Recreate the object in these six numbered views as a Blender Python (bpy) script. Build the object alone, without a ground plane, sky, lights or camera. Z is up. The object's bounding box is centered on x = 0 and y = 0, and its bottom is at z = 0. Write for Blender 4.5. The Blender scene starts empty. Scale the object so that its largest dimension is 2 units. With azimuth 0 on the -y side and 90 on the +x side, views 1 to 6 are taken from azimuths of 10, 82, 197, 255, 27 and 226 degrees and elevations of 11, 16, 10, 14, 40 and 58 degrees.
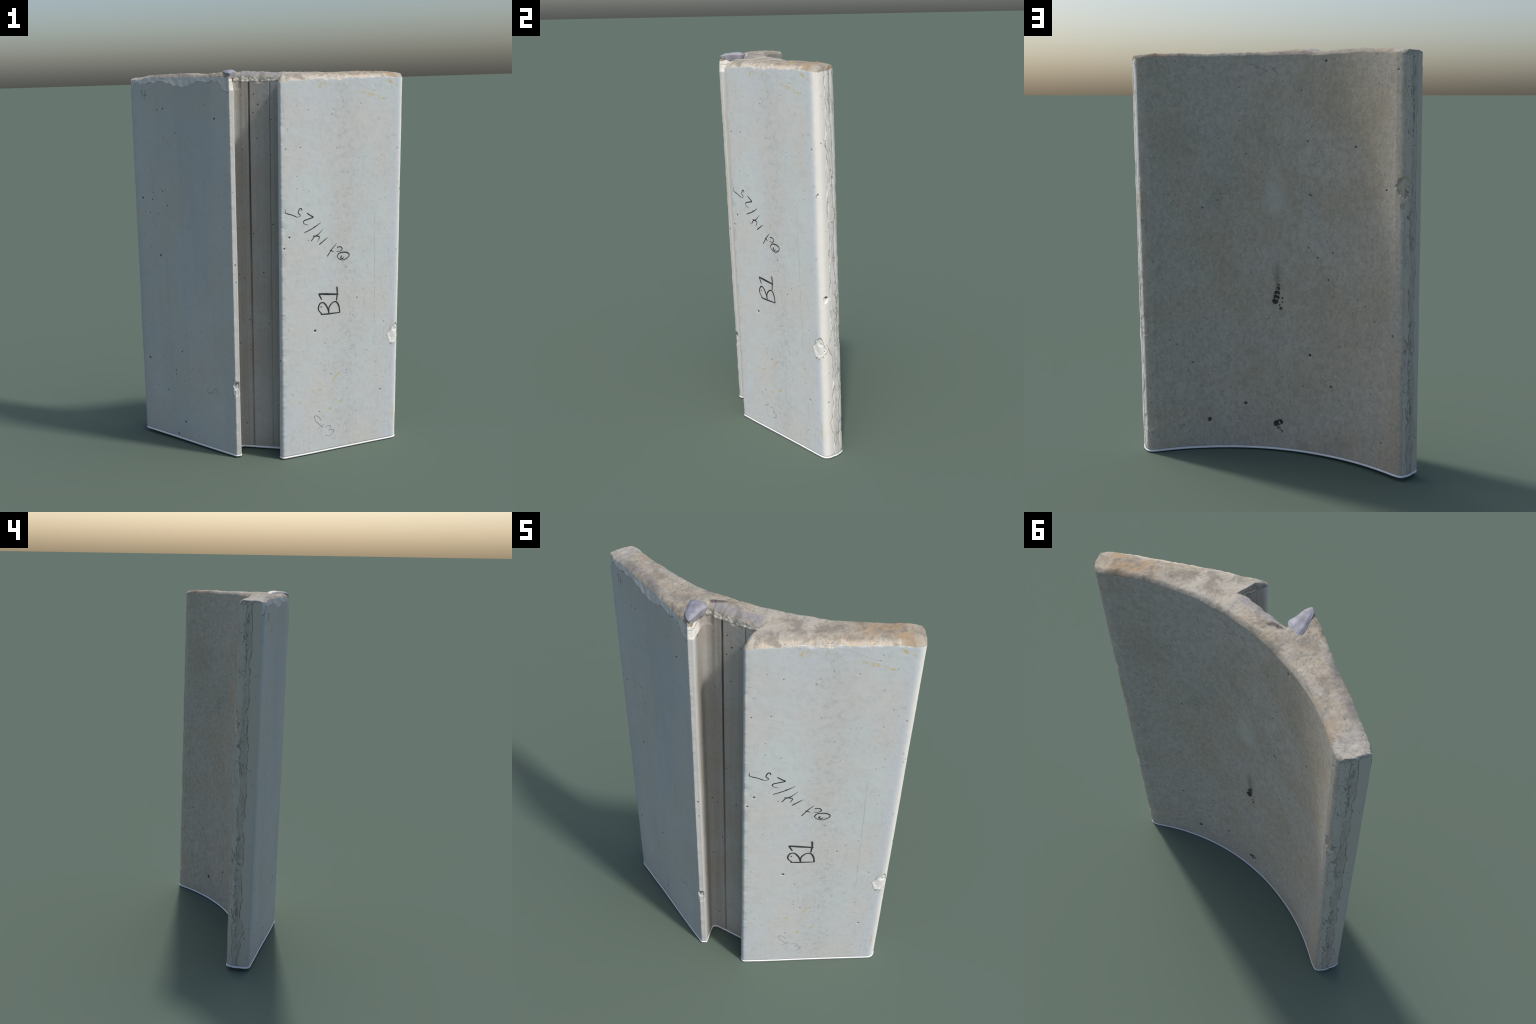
"""Precast concrete segment: an upright extruded block, concave behind, with two
flat wings in front that meet at a square channel; broken top edge, pale base rim,
hand lettering on the right wing.  The whole extrusion leans slightly forward."""
import bpy, math
import numpy as np

RNG = np.random.default_rng(7)
LEAN = np.array([0.036, -0.063]) / 1.955          # sideways drift of the section per metre of height
RIM_H = 0.0125                                     # height of the pale base rim
ARC_C, ARC_R = np.array([-0.0515, 1.1024]), 1.061  # circle of the concave face (section at z = 0)

# ------------------------------------------------------------------ numpy noise
def _hash(i, j, k, seed):
    h = (i.astype(np.int64) * 374761393 + j.astype(np.int64) * 668265263 + k.astype(np.int64) * 2147483647 + seed * 1274126177) & 0xFFFFFFFF
    h = ((h ^ (h >> 13)) * 1274126177) & 0xFFFFFFFF
    h = ((h ^ (h >> 16)) * 2246822519) & 0xFFFFFFFF
    return ((h ^ (h >> 15)) & 0xFFFFFF) / 8388607.5 - 1.0

def vnoise(x, y, z, seed=0):
    x, y, z = np.broadcast_arrays(np.asarray(x, float), np.asarray(y, float), np.asarray(z, float))
    i, j, k = np.floor(x), np.floor(y), np.floor(z)
    f, g, h = x - i, y - j, z - k
    f, g, h = (t * t * t * (t * (t * 6 - 15) + 10) for t in (f, g, h))
    r = 0.0
    for a in (0, 1):
        for b in (0, 1):
            for c in (0, 1):
                w = (f if a else 1 - f) * (g if b else 1 - g) * (h if c else 1 - h)
                r = r + w * _hash(i + a, j + b, k + c, seed)
    return r

def fbm(x, y, z, octaves=3, seed=0, gain=0.5):
    r, a = 0.0, 1.0
    for o in range(octaves):
        r = r + a * vnoise(np.asarray(x) * 2 ** o, np.asarray(y) * 2 ** o, np.asarray(z) * 2 ** o, seed + o)
        a *= gain
    return r

def sstep(a, b, x):
    t = np.clip((x - a) / (b - a), 0, 1)
    return t * t * (3 - 2 * t)

# ------------------------------------------------------------------ the section
def arc_y(x):
    return ARC_C[1] + 0.008 * (1 - 0.8 * (np.asarray(x) / 0.62) ** 2) - np.sqrt(ARC_R ** 2 - (np.asarray(x) - ARC_C[0]) ** 2)

# front outline, from the right inner corner round to the left inner corner: x, y, corner radius
CORNERS = [
    (0.622, 0.268, 0.036),   # right inner corner
    (0.695, 0.160, 0.048),                 # right outer corner
    (0.109, -0.194, 0.009),                # right wing meets channel
    (0.094, -0.177, 0.007),                # chamfer of the channel mouth
    (0.119, -0.071, 0.014),                # channel floor, right
    (-0.147, -0.061, 0.040),               # channel floor, left (wide fillet)
    (-0.114, -0.187, 0.006),               # left lip, inside
    (-0.138, -0.201, 0.007),               # left lip, outside
    (-0.734, 0.119, 0.036),                # left outer corner
    (-0.671, 0.231, 0.030),               # left inner corner
]
ARC_KEYS = [0.617, 0.597, 0.200, 0.186, 0.125, -0.122, -0.188, -0.200, -0.632, -0.667]  # where each corner looks across to

def corner_bits(p, q, r, rad):
    p, q, r = map(np.array, (p, q, r))
    a, b = (p - q) / np.linalg.norm(p - q), (r - q) / np.linalg.norm(r - q)
    s, e = q + a * rad, q + b * rad
    t = np.linspace(0, 1, 13)[:, None]
    return (1 - t) ** 2 * s + 2 * t * (1 - t) * q + t * t * e

P = [np.array(c[:2]) for c in CORNERS]
a_in_r = np.array([0.572, float(arc_y(0.572))]); a_in_l = np.array([-0.622, float(arc_y(-0.622))])
c0 = corner_bits(a_in_r, P[0], P[1], CORNERS[0][2])
c9 = corner_bits(P[8], P[9], a_in_l, CORNERS[9][2])
front, marks = [c0[6:]], [0]
for i in range(1, 9):
    front.append(corner_bits(P[i - 1], P[i], P[i + 1], CORNERS[i][2]))
front.append(c9[:7])
path = np.vstack(front)
cum = np.r_[0, np.cumsum(np.linalg.norm(np.diff(path, axis=0), axis=1))]
starts = np.cumsum([0] + [len(f) for f in front])
mid_s = np.array([0] + [cum[starts[i] + 6] for i in range(1, 9)] + [cum[-1]])
# resample: denser round corners
N = 660
dens = np.ones(4000); sg = np.linspace(0, cum[-1], 4000)
for m in mid_s:
    dens += 2.2 * np.exp(-((sg - m) / 0.016) ** 2)
dens += 0.6 * sstep(mid_s[2] - 0.01, mid_s[2], sg) * (1 - sstep(mid_s[7], mid_s[7] + 0.01, sg))
cd = np.r_[0, np.cumsum((dens[1:] + dens[:-1]) / 2)]
bs = np.interp(np.linspace(0, cd[-1], N), cd, sg)
B = np.c_[np.interp(bs, cum, path[:, 0]), np.interp(bs, cum, path[:, 1])]

xs = np.linspace(0.60, -0.64, 1500)
arc = np.c_[xs, arc_y(xs)]
keep = (arc[:, 0] < 0.572) & (arc[:, 0] > -0.622)
arc = np.vstack([c0[6::-1], arc[keep], c9[:5:-1]])       # right mid-corner -> left mid-corner
acum = np.r_[0, np.cumsum(np.linalg.norm(np.diff(arc, axis=0), axis=1))]
ak = np.interp(-np.array(ARC_KEYS), -arc[:, 0], acum); ak[0], ak[-1] = 0, acum[-1]
as_ = np.interp(bs, mid_s, ak)
A = np.c_[np.interp(as_, acum, arc[:, 0]), np.interp(as_, acum, arc[:, 1])]

# closed loop of columns: B forward, then A backward (A ends are shared with B ends)
LOOP = np.vstack([B, A[-2:0:-1]])
NC = len(LOOP)
tan = np.roll(LOOP, -1, 0) - np.roll(LOOP, 1, 0)
NRM = np.c_[-tan[:, 1], tan[:, 0]]
NRM /= np.linalg.norm(NRM, axis=1)[:, None]
NRM *= -1 if ((NRM[N // 4] * (B[N // 4] - A[N // 4])).sum() < 0) else 1

IS_B = np.arange(NC) < N
BS = np.where(IS_B, np.r_[bs, np.zeros(NC - N)], -1.0)
END_R, WING_R, CHAN, WING_L, END_L, HOLLOW = range(6)
region = np.full(NC, HOLLOW)
for k, (a, b) in enumerate([(0, 1), (1, 2), (2, 7), (7, 8), (8, 9)]):
    region[IS_B & (BS >= mid_s[a]) & (BS <= mid_s[b])] = k

# face frames in the unleaned section
def frame(p, q):
    o, d = np.array(p, float), np.array(q, float) - np.array(p, float)
    return o, d / np.linalg.norm(d)
RW = frame((0.112, -0.192), (0.661, 0.138))
LW = frame((-0.140, -0.199), (-0.734, 0.119))
CH = frame(P[4], P[5])
ER = frame(P[0], P[1])
EL = frame(P[9], P[8])

# ------------------------------------------------------------------ surface features (face coordinate, height, radius)
HOLES_RIGHT = [(0.144, 1.800, 0.0027), (0.282, 1.795, 0.0033), (0.280, 1.789, 0.0032), (0.430, 1.819, 0.0035), (0.640, 1.588, 0.0042), (0.581, 1.646, 0.0027),
               (0.102, 1.620, 0.0030), (0.314, 1.603, 0.0023), (0.462, 1.556, 0.0023), (0.025, 1.616, 0.0030), (0.012, 1.794, 0.0023), (0.550, 1.558, 0.0028),
               (0.502, 1.879, 0.0033), (0.039, 1.180, 0.0052), (0.011, 1.126, 0.0045), (0.419, 0.828, 0.0040), (0.393, 0.734, 0.0031), (0.306, 1.249, 0.0027),
               (0.578, 0.677, 0.0036), (0.355, 0.995, 0.0034), (0.178, 0.679, 0.0064), (0.355, 0.641, 0.0025), (0.202, 0.231, 0.0041), (0.565, 0.297, 0.0046),
               (0.050, 0.539, 0.0029), (0.365, 0.335, 0.0025), (0.269, 0.430, 0.0033), (0.640, 0.107, 0.0033), (0.235, 0.605, 0.0028), (0.177, 0.136, 0.0025), (0.078, 0.128, 0.0025)]
HOLES_LEFT = [(0.474, 1.812, 0.0040), (0.435, 1.818, 0.0040), (0.093, 1.768, 0.0057), (0.152, 1.834, 0.0029), (0.355, 1.695, 0.0034), (0.604, 1.350, 0.0052),
              (0.536, 1.343, 0.0040), (0.430, 1.317, 0.0040), (0.555, 1.273, 0.0034), (0.495, 1.270, 0.0034), (0.459, 1.392, 0.0040), (0.493, 1.046, 0.0066),
              (0.077, 1.386, 0.0029), (0.288, 1.216, 0.0029), (0.605, 0.451, 0.0055), (0.412, 0.411, 0.0042), (0.362, 0.526, 0.0042), (0.547, 0.418, 0.0036),
              (0.354, 0.120, 0.0061), (0.411, 0.038, 0.0061), (0.474, 0.284, 0.0042), (0.555, 0.298, 0.0030), (0.498, 0.862, 0.0030)]
HOLES_HOLLOW = [(0.598, 1.633, 0.0036), (0.611, 1.445, 0.0045), (0.596, 1.482, 0.0036), (0.268, 1.571, 0.0027), (0.138, 1.497, 0.0036), (0.348, 1.236, 0.0045),
                (0.336, 1.324, 0.0031), (0.263, 1.302, 0.0031), (0.276, 1.272, 0.0031), (0.606, 1.163, 0.0085), (0.606, 1.095, 0.0054), (0.585, 1.381, 0.0036),
                (-0.171, 1.562, 0.0038), (-0.418, 1.543, 0.0048), (-0.397, 1.580, 0.0033), (-0.247, 1.417, 0.0029), (-0.182, 1.309, 0.0050), (-0.190, 1.305, 0.0048),
                (-0.576, 1.355, 0.0042), (-0.175, 1.050, 0.0038), (-0.222, 1.006, 0.0043), (-0.301, 1.035, 0.0038), (0.505, 0.573, 0.0040), (0.476, 0.551, 0.0033),
                (0.405, 0.455, 0.0050), (0.333, 0.153, 0.0110), (0.155, 0.239, 0.0085), (0.453, 0.132, 0.0033), (0.600, 0.792, 0.0080), (0.602, 0.578, 0.0050),
                (0.579, 0.403, 0.0050), (-0.277, 0.901, 0.0049), (-0.520, 0.732, 0.0058), (-0.472, 0.797, 0.0050), (-0.180, 0.516, 0.0070), (-0.290, 0.372, 0.0056),
                (-0.615, 0.687, 0.0060), (-0.558, 0.155, 0.0042), (-0.593, 0.708, 0.0035), (-0.266, 1.936, 0.0065), (-0.144, 1.801, 0.0030), (-0.630, 1.890, 0.0046),
                (-0.016, 0.854, 0.0080), (-0.014, 0.836, 0.0120), (-0.010, 0.815, 0.0145), (-0.006, 0.794, 0.0160), (0.000, 0.774, 0.0160), (-0.028, 0.739, 0.0080), (-0.037, 0.790, 0.0055), (-0.036, 0.770, 0.0050), (-0.022, 0.757, 0.0050),
                (-0.002, 0.142, 0.0170), (-0.020, 0.152, 0.0150), (-0.012, 0.124, 0.0100), (-0.027, 0.105, 0.0070), (-0.018, 0.112, 0.0060), (-0.015, 0.889, 0.0033)]
# spalls: centre in the unleaned section (x, y, z), radius, depth
CHIPS = [((0.663, 0.141, 0.598), 0.037, 0.0035), ((0.670, 0.148, 0.636), 0.018, 0.004),
         ((0.676, 0.182, 0.86), 0.013, 0.006), ((0.672, 0.160, 1.37), 0.008, 0.004),
         ((-0.130, -0.198, 0.402), 0.020, 0.007), ((-0.130, -0.198, 0.365), 0.020, 0.003),
         ((-0.664, 0.218, 1.375), 0.040, 0.009), ((-0.660, 0.222, 1.285), 0.013, 0.005), ((0.606, 0.264, 1.17), 0.013, 0.006),
         ((0.610, 0.264, 0.16), 0.040, 0.003), ((0.610, 0.264, 0.66), 0.040, 0.003)]
# meandering flash lines down each end face: base offset, (amplitude, frequency, phase)..., bumps (amplitude, height, width)
MEANDER_A = (0.072, [(0.0022, 9.0, 0.4), (0.0018, 23.0, 2.1), (0.0014, 51.0, 0.7), (0.0010, 97.0, 1.3)], [(0.022, 0.60, 0.035), (0.016, 0.19, 0.05), (0.007, 0.64, 0.02), (0.005, 1.24, 0.012)])
MEANDER_B = (0.036, [(0.0050, 5.0, 1.9), (0.0028, 19.0, 0.2), (0.0022, 43.0, 2.6), (0.0013, 88.0, 0.1)], [(-0.012, 1.28, 0.03), (-0.012, 0.36, 0.04), (0.016, 1.90, 0.25)])
# broken top edge of the left wing: height of the spall boundary along the wing
SPALL_L = (1.950, [(0.004, 31.0, 0.3), (0.003, 73.0, 1.7), (0.002, 139.0, 0.4)], [(-0.030, 0.270, 0.045), (-0.016, 0.345, 0.03), (-0.064, 0.000, 0.050), (-0.046, 0.660, 0.025)])
SPALL_R = (1.944, [(0.0015, 37.0, 0.3), (0.0018, 91.0, 1.1), (0.0015, 171.0, 0.4)], [(-0.010, -0.005, 0.02), (-0.006, 0.30, 0.05)])

def wander(spec, t):
    base, waves, bumps = spec
    r = base + 0.0 * t
    for a, f, p in waves:
        r = r + a * np.sin(f * t + p)
    for a, c, w in bumps:
        r = r + a * np.exp(-((t - c) / w) ** 2)
    return r

def crown(x, y):
    """height of the rough top surface (unleaned section coordinates)"""
    h = 1.978 + 0.004 * fbm(x * 5, y * 5, 0, 2, 11) + 0.0020 * fbm(x * 20, y * 20, 3, 3, 12)
    h = h + 0.008 * np.exp(-((x + 0.42) / 0.16) ** 2) - 0.012 * sstep(0.57, 0.70, x) - 0.006 * sstep(0.60, 0.72, -x)
    h = h + 0.004 * sstep(0.05, 0.5, -x) - 0.006 * sstep(0.05, 0.5, x)
    h = h + 0.009 * np.exp(-(((x + 0.160) / 0.050) ** 2 + ((y + 0.120) / 0.065) ** 2))      # swelling under the putty on the lip
    h = h + 0.013 * np.exp(-(((x + 0.12) / 0.12) ** 2 + ((y + 0.02) / 0.06) ** 2)) - 0.006 * np.exp(-(((x - 0.17) / 0.09) ** 2 + ((y + 0.12) / 0.10) ** 2))
    return h

# drop and width of the rounded top edge, per B column and per A column
sB = (B - RW[0]) @ RW[1]
sL = (B - LW[0]) @ LW[1]
dropB = np.interp(bs, mid_s, [0.016, 0.024, 0.044, 0.042, 0.022, 0.020, 0.022, 0.024, 0.014, 0.016])
widB = np.interp(bs, mid_s, [0.020, 0.022, 0.060, 0.060, 0.045, 0.035, 0.040, 0.040, 0.024, 0.02])
wr = region[:N] == WING_R
dropB[wr] = 0.022 + 0.012 * (1 - sstep(0.0, 0.22, sB[wr])) + 0.010 * (1 - sstep(0.0, 0.05, sB[wr])); widB[wr] = 0.075 - 0.03 * sstep(0.45, 0.65, sB[wr])
wl = region[:N] == WING_L
dropB[wl] = 0.012 + 0.010 * (1 - sstep(0.0, 0.10, sL[wl])) + 0.004 * np.exp(-((sL[wl] - 0.30) / 0.08) ** 2); widB[wl] = 0.03
ker = np.hanning(13); ker /= ker.sum()
dropB = np.convolve(np.pad(dropB, 6, "edge"), ker, "valid"); widB = np.convolve(np.pad(widB, 6, "edge"), ker, "valid")
dropA, widA = np.full(N, 0.016), np.full(N, 0.022)
dropA[0] = dropB[0]; dropA[-1] = dropB[-1]
chip_noise = 0.0026 * fbm(np.arange(N) * 0.11, 5, 0, 3, 31)
dropB, dropA = dropB + chip_noise, dropA + 0.0016 * fbm(np.arange(N) * 0.06, 9, 0, 3, 32)
dropA[0] = dropB[0]; dropA[-1] = dropB[-1]

def lean(xy, z):
    return np.stack([xy[..., 0] + LEAN[0] * z, xy[..., 1] + LEAN[1] * z, z + 0 * xy[..., 0]], -1)

EDGE_Z = np.r_[crown(B[:, 0], B[:, 1]) - dropB, (crown(A[:, 0], A[:, 1]) - dropA)[-2:0:-1]]

def base_z(xy):
    """underside height: the foot is sawn slightly out of square, lowest at the front right"""
    t = 0.0060 - 0.0130 * xy[..., 0] + 0.012 * xy[..., 1]
    return np.where(t > 0.004, t, 0.004 * np.exp(np.minimum(t / 0.004 - 1, 0))) - 0.0008 + 0.0003

BASE = base_z(LOOP); BASE -= BASE.min()

# ------------------------------------------------------------------ wall displacement along the section normal
corner_w = np.zeros(NC)
for k in (0, 1, 2, 7, 8, 9):
    corner_w += np.exp(-(np.linalg.norm(LOOP - P[k], axis=1) / 0.016) ** 2)
corner_w = np.clip(corner_w, 0, 1)

def holes_of(reg):
    if reg == WING_R: return [(RW[0] + RW[1] * s, z, r) for s, z, r in HOLES_RIGHT]
    if reg == WING_L: return [(LW[0] + LW[1] * s, z, r) for s, z, r in HOLES_LEFT]
    if reg == HOLLOW: return [(np.array([x, float(arc_y(x))]), z, r) for x, z, r in HOLES_HOLLOW]
    return []

def wall_disp(xy, z, reg, cw):
    """outward displacement at section points xy (n,2) and heights z (n,), all of one region"""
    x, y = xy[:, 0], xy[:, 1]
    d = 0.0012 * fbm(x * 4, y * 4, z * 2.2, 2, 41) + 0.00022 * fbm(x * 60, y * 60, z * 60, 2, 42)
    if reg == WING_R:
        d = d + 0.0065 * np.clip(1 - z / 1.5, 0, 1) * (1 - sstep(0.08, 0.48, (xy - RW[0]) @ RW[1]))
    if reg == WING_L:
        d = d + 0.0022 * vnoise(((xy - LW[0]) @ LW[1]) * 9, 0.5, z * 0.5, 44)
    d = d - cw * (0.0018 + 0.0030 * fbm(x * 9, y * 9, z * 26, 3, 43)) * (0.5 + 0.5 * sstep(-0.3, 0.6, vnoise(x * 3, y * 3, z * 5, 45)))
    if reg in (END_R, END_L):
        o, u = ER if reg == END_R else EL
        e = (xy - o) @ u
        t = z if reg == END_R else z + 0.37
        a, b = wander(MEANDER_A, t), wander(MEANDER_B, t)
        band = sstep(-0.0022, 0.0022, a - e) * sstep(-0.0022, 0.0022, e - b)
        d = d + 0.0030 * (band - 0.5) + band * 0.0012 * fbm(x * 30, y * 30, z * 14, 3, 46)
        d = d - 0.0014 * (np.exp(-((e - a) / 0.0025) ** 2) + np.exp(-((e - b) / 0.0025) ** 2))
    if reg == CHAN:
        s = (xy - CH[0]) @ CH[1]
        off = np.abs((xy - CH[0]) @ np.array([-CH[1][1], CH[1][0]]))
        floor = off < 0.02
        d = d - np.where(floor, 0.0022 * np.exp(-((s - 0.183) / 0.0034) ** 2) + 0.0014 * np.exp(-((s - 0.0785) / 0.0026) ** 2), 0)
        foot = np.clip(1 - z / 1.9, 0, 1)
        d = d + 0.0065 * np.clip(1 - z / 1.5, 0, 1) * sstep(0.07, 0.09, x) * sstep(-0.168, -0.184, y)
        d = d + foot * (0.016 * sstep(0.085, 0.112, x) * sstep(-0.186, -0.165, y) + 0.009 * sstep(-0.090, -0.068, y) * (1 - sstep(0.095, 0.115, x)))
        d = d + np.where(s > 0.195, 0.0012 * vnoise(s * 130, 0.3, z * 1.2, 47), 0)
    for c, zz, r in holes_of(reg):
        q = np.sqrt(((xy - c) ** 2).sum(1) + (z - zz) ** 2)
        near = q < 1.3 * r
        if near.any():
            d[near] -= min(0.010, 0.8 * r) * (1 - sstep(0.45 * r, 1.25 * r, q[near]))
    for c, r, depth in CHIPS:
        q = np.sqrt((x - c[0]) ** 2 + (y - c[1]) ** 2 + ((z - c[2]) * 0.8) ** 2)
        near = q < 1.6 * r
        if near.any():
            q = q[near] * (1 + 0.22 * fbm(x[near] * 45, y[near] * 45, z[near] * 45, 2, 48))
            d[near] -= depth * (1 - sstep(0.80 * r, 1.02 * r, q)) * (0.85 + 0.18 * fbm(x[near] * 60, y[near] * 60, z[near] * 60, 2, 49))
    if reg in (WING_R, WING_L, CHAN):
        if reg == CHAN:
            lip = xy[:, 0] < -0.105
            line = np.where(lip, 1.905, 1.948 + 0.004 * np.sin(x * 90) - 0.014 * np.exp(-((x + 0.0) / 0.03) ** 2))
            amt = np.where(lip, 0.004, 0.003)
        else:
            o, u = RW if reg == WING_R else LW
            line = wander(SPALL_R if reg == WING_R else SPALL_L, (xy - o) @ u)
            amt = 0.006 if reg == WING_R else np.interp((xy - o) @ u, [0.0, 0.04, 0.12], [0.003, 0.005, 0.009])
        over = z - line
        m = sstep(-0.001, 0.003, over)
        d = d - m * (0.0022 + amt * np.clip(over / 0.05, 0, 1)) - m * 0.0016 * fbm(x * 60, y * 60, z * 40, 2, 50)
    return d

ROWS = 560
rr = np.linspace(0, 1, ROWS)
FOOT = RIM_H + BASE
Z = FOOT[:, None] + (EDGE_Z - FOOT)[:, None] * rr[None, :]              # columns x rows
D = np.zeros((NC, ROWS))
for reg in range(6):
    idx = np.where(region == reg)[0]
    xy = np.repeat(LOOP[idx], ROWS, 0)
    D[idx] = wall_disp(xy, Z[idx].ravel(), reg, np.repeat(corner_w[idx], ROWS)).reshape(len(idx), ROWS)
# keep neighbouring regions continuous where they meet
for _ in range(2):
    for i in np.where(region != np.roll(region, 1))[0]:
        for j in (i - 1, i):
            D[j % NC] = (D[(j - 1) % NC] + D[j % NC] + D[(j + 1) % NC]) / 3

wall = lean(LOOP[:, None, :] + NRM[:, None, :] * D[:, :, None], Z)   # NC x ROWS x 3

# ------------------------------------------------------------------ top cap: loft across from B to A
M = 44
vv = 0.5 - 0.5 * np.cos(np.linspace(0, 1, M) * math.pi); vv = 0.35 * np.linspace(0, 1, M) + 0.65 * vv
colA = np.r_[0, np.arange(NC - 1, N - 1, -1), N - 1]              # loop column of each A point
topB, topA = LOOP[:N] + NRM[:N] * D[:N, -1:], LOOP[colA] + NRM[colA] * D[colA, -1:]
cap_xy = topB[:, None] * (1 - vv)[None, :, None] + topA[:, None] * vv[None, :, None]
L_ab = np.linalg.norm(topA - topB, axis=1)[:, None]
dB, dA = vv[None] * L_ab, (1 - vv)[None] * L_ab
baseh = crown(cap_xy[..., 0], cap_xy[..., 1])
fall = lambda d, w: np.clip(1 - d / w, 0, 1) ** 2
edge_fix = (1 - vv)[None] ** 6 * (EDGE_Z[:N] - (crown(topB[:, 0], topB[:, 1]) - dropB))[:, None]
cap_z = baseh - np.maximum(dropB[:, None] * fall(dB, widB[:, None]), dropA[:, None] * fall(dA, widA[:, None]))
cap_z[:, 0], cap_z[:, -1] = EDGE_Z[:N], EDGE_Z[colA]
inner_w = np.minimum(np.minimum(dB / 0.02, dA / 0.02), 1)
cap_z += inner_w * 0.0012 * fbm(cap_xy[..., 0] * 70, cap_xy[..., 1] * 70, 1, 3, 61)
cap = lean(cap_xy, cap_z)

# ------------------------------------------------------------------ base rim rings and underside
ring_spec = [(RIM_H - 0.0015, -0.0030), (RIM_H - 0.004, -0.0030), (0.0075, 0.0010), (0.0050, 0.0022), (0.0022, 0.0018), (0.0006, 0.0004), (0.0, -0.0016)]
rings = [wall[:, 0]] + [lean(LOOP + NRM * (D[:, :1] + o), BASE + z) for z, o in ring_spec]
bot = rings[-1]
MB = 8
wv = np.linspace(0, 1, MB)
bot_cap = bot[:N, None] * (1 - wv)[None, :, None] + bot[colA][:, None] * wv[None, :, None]

# ------------------------------------------------------------------ one vertex pool, then split by region
verts, count = [], 0
def pool(a):
    global count
    ids = np.arange(count, count + a.size // 3).reshape(a.shape[:-1])
    verts.append(a.reshape(-1, 3)); count += a.size // 3
    return ids
W = pool(wall)
CI = pool(cap[:, 1:-1]); CAPI = np.concatenate([W[:N, -1][:, None], CI, W[colA, -1][:, None]], 1)
RI = [W[:, 0]] + [pool(r) for r in rings[1:]]
BI = pool(bot_cap[:, 1:-1]); BOTI = np.concatenate([RI[-1][:N][:, None], BI, RI[-1][colA][:, None]], 1)
V = np.vstack(verts)

def quads(g):
    return np.stack([g[:-1, :-1], g[1:, :-1], g[1:, 1:], g[:-1, 1:]], -1).reshape(-1, 4)

Wc = np.vstack([W, W[:1]])
faces_of = {}
for reg in range(6):
    cols = np.where(region == reg)[0]
    a, b = cols.min(), cols.max()
    hi = b + 2 if reg != HOLLOW else NC + 1
    faces_of[reg] = quads(Wc[a:hi])
cap_q = quads(CAPI)[:, ::-1]
rim_q = np.vstack([quads(np.stack([np.r_[p, p[:1]], np.r_[q, q[:1]]], 1))[:, ::-1] for p, q in zip(RI[:-1], RI[1:])])
bot_q = quads(BOTI)

# outward orientation from the first wall quad
q = faces_of[WING_R][len(faces_of[WING_R]) // 2]
nn = np.cross(V[q[1]] - V[q[0]], V[q[2]] - V[q[0]])
if nn[1] > 0:
    for k in faces_of: faces_of[k] = faces_of[k][:, ::-1]
    rim_q = rim_q[:, ::-1]
def orient(qs, up):
    m = qs[len(qs) // 2]
    n = np.cross(V[m[1]] - V[m[0]], V[m[2]] - V[m[0]])
    return qs if (n[2] > 0) == up else qs[:, ::-1]
cap_q, bot_q = orient(cap_q, True), orient(bot_q, False)
mid = rim_q[len(rim_q) // 2]

allq = np.vstack(list(faces_of.values()) + [cap_q, rim_q, bot_q])
fn = np.cross(V[allq[:, 2]] - V[allq[:, 0]], V[allq[:, 3]] - V[allq[:, 1]])
VN = np.zeros_like(V)
for k in range(4):
    for ax in range(3):
        VN[:, ax] += np.bincount(allq[:, k], fn[:, ax], len(V))
VN /= np.linalg.norm(VN, axis=1)[:, None] + 1e-12

# ------------------------------------------------------------------ objects
root = bpy.data.objects.new("concrete_segment", None)
root.empty_display_size = 0.3
bpy.context.scene.collection.objects.link(root)
root["label"] = "tall grey concrete segment with concave back and channelled front"
root["category"] = "concrete block"

def add_mesh(name, v, f, mat, normals=None, parent=root, smooth=True):
    me = bpy.data.meshes.new(name)
    me.from_pydata(v.tolist() if hasattr(v, "tolist") else v, [], f.tolist() if hasattr(f, "tolist") else f)
    me.update()
    if smooth:
        me.polygons.foreach_set("use_smooth", [True] * len(me.polygons))
    if normals is not None:
        me.normals_split_custom_set_from_vertices(normals.tolist())
    me.materials.append(mat)
    ob = bpy.data.objects.new(name, me)
    ob.parent = parent
    bpy.context.scene.collection.objects.link(ob)
    return ob

def part(name, qs, mat):
    used = np.unique(qs)
    remap = np.zeros(len(V), np.int64); remap[used] = np.arange(len(used))
    return add_mesh(name, V[used], remap[qs], mat, VN[used])

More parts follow.
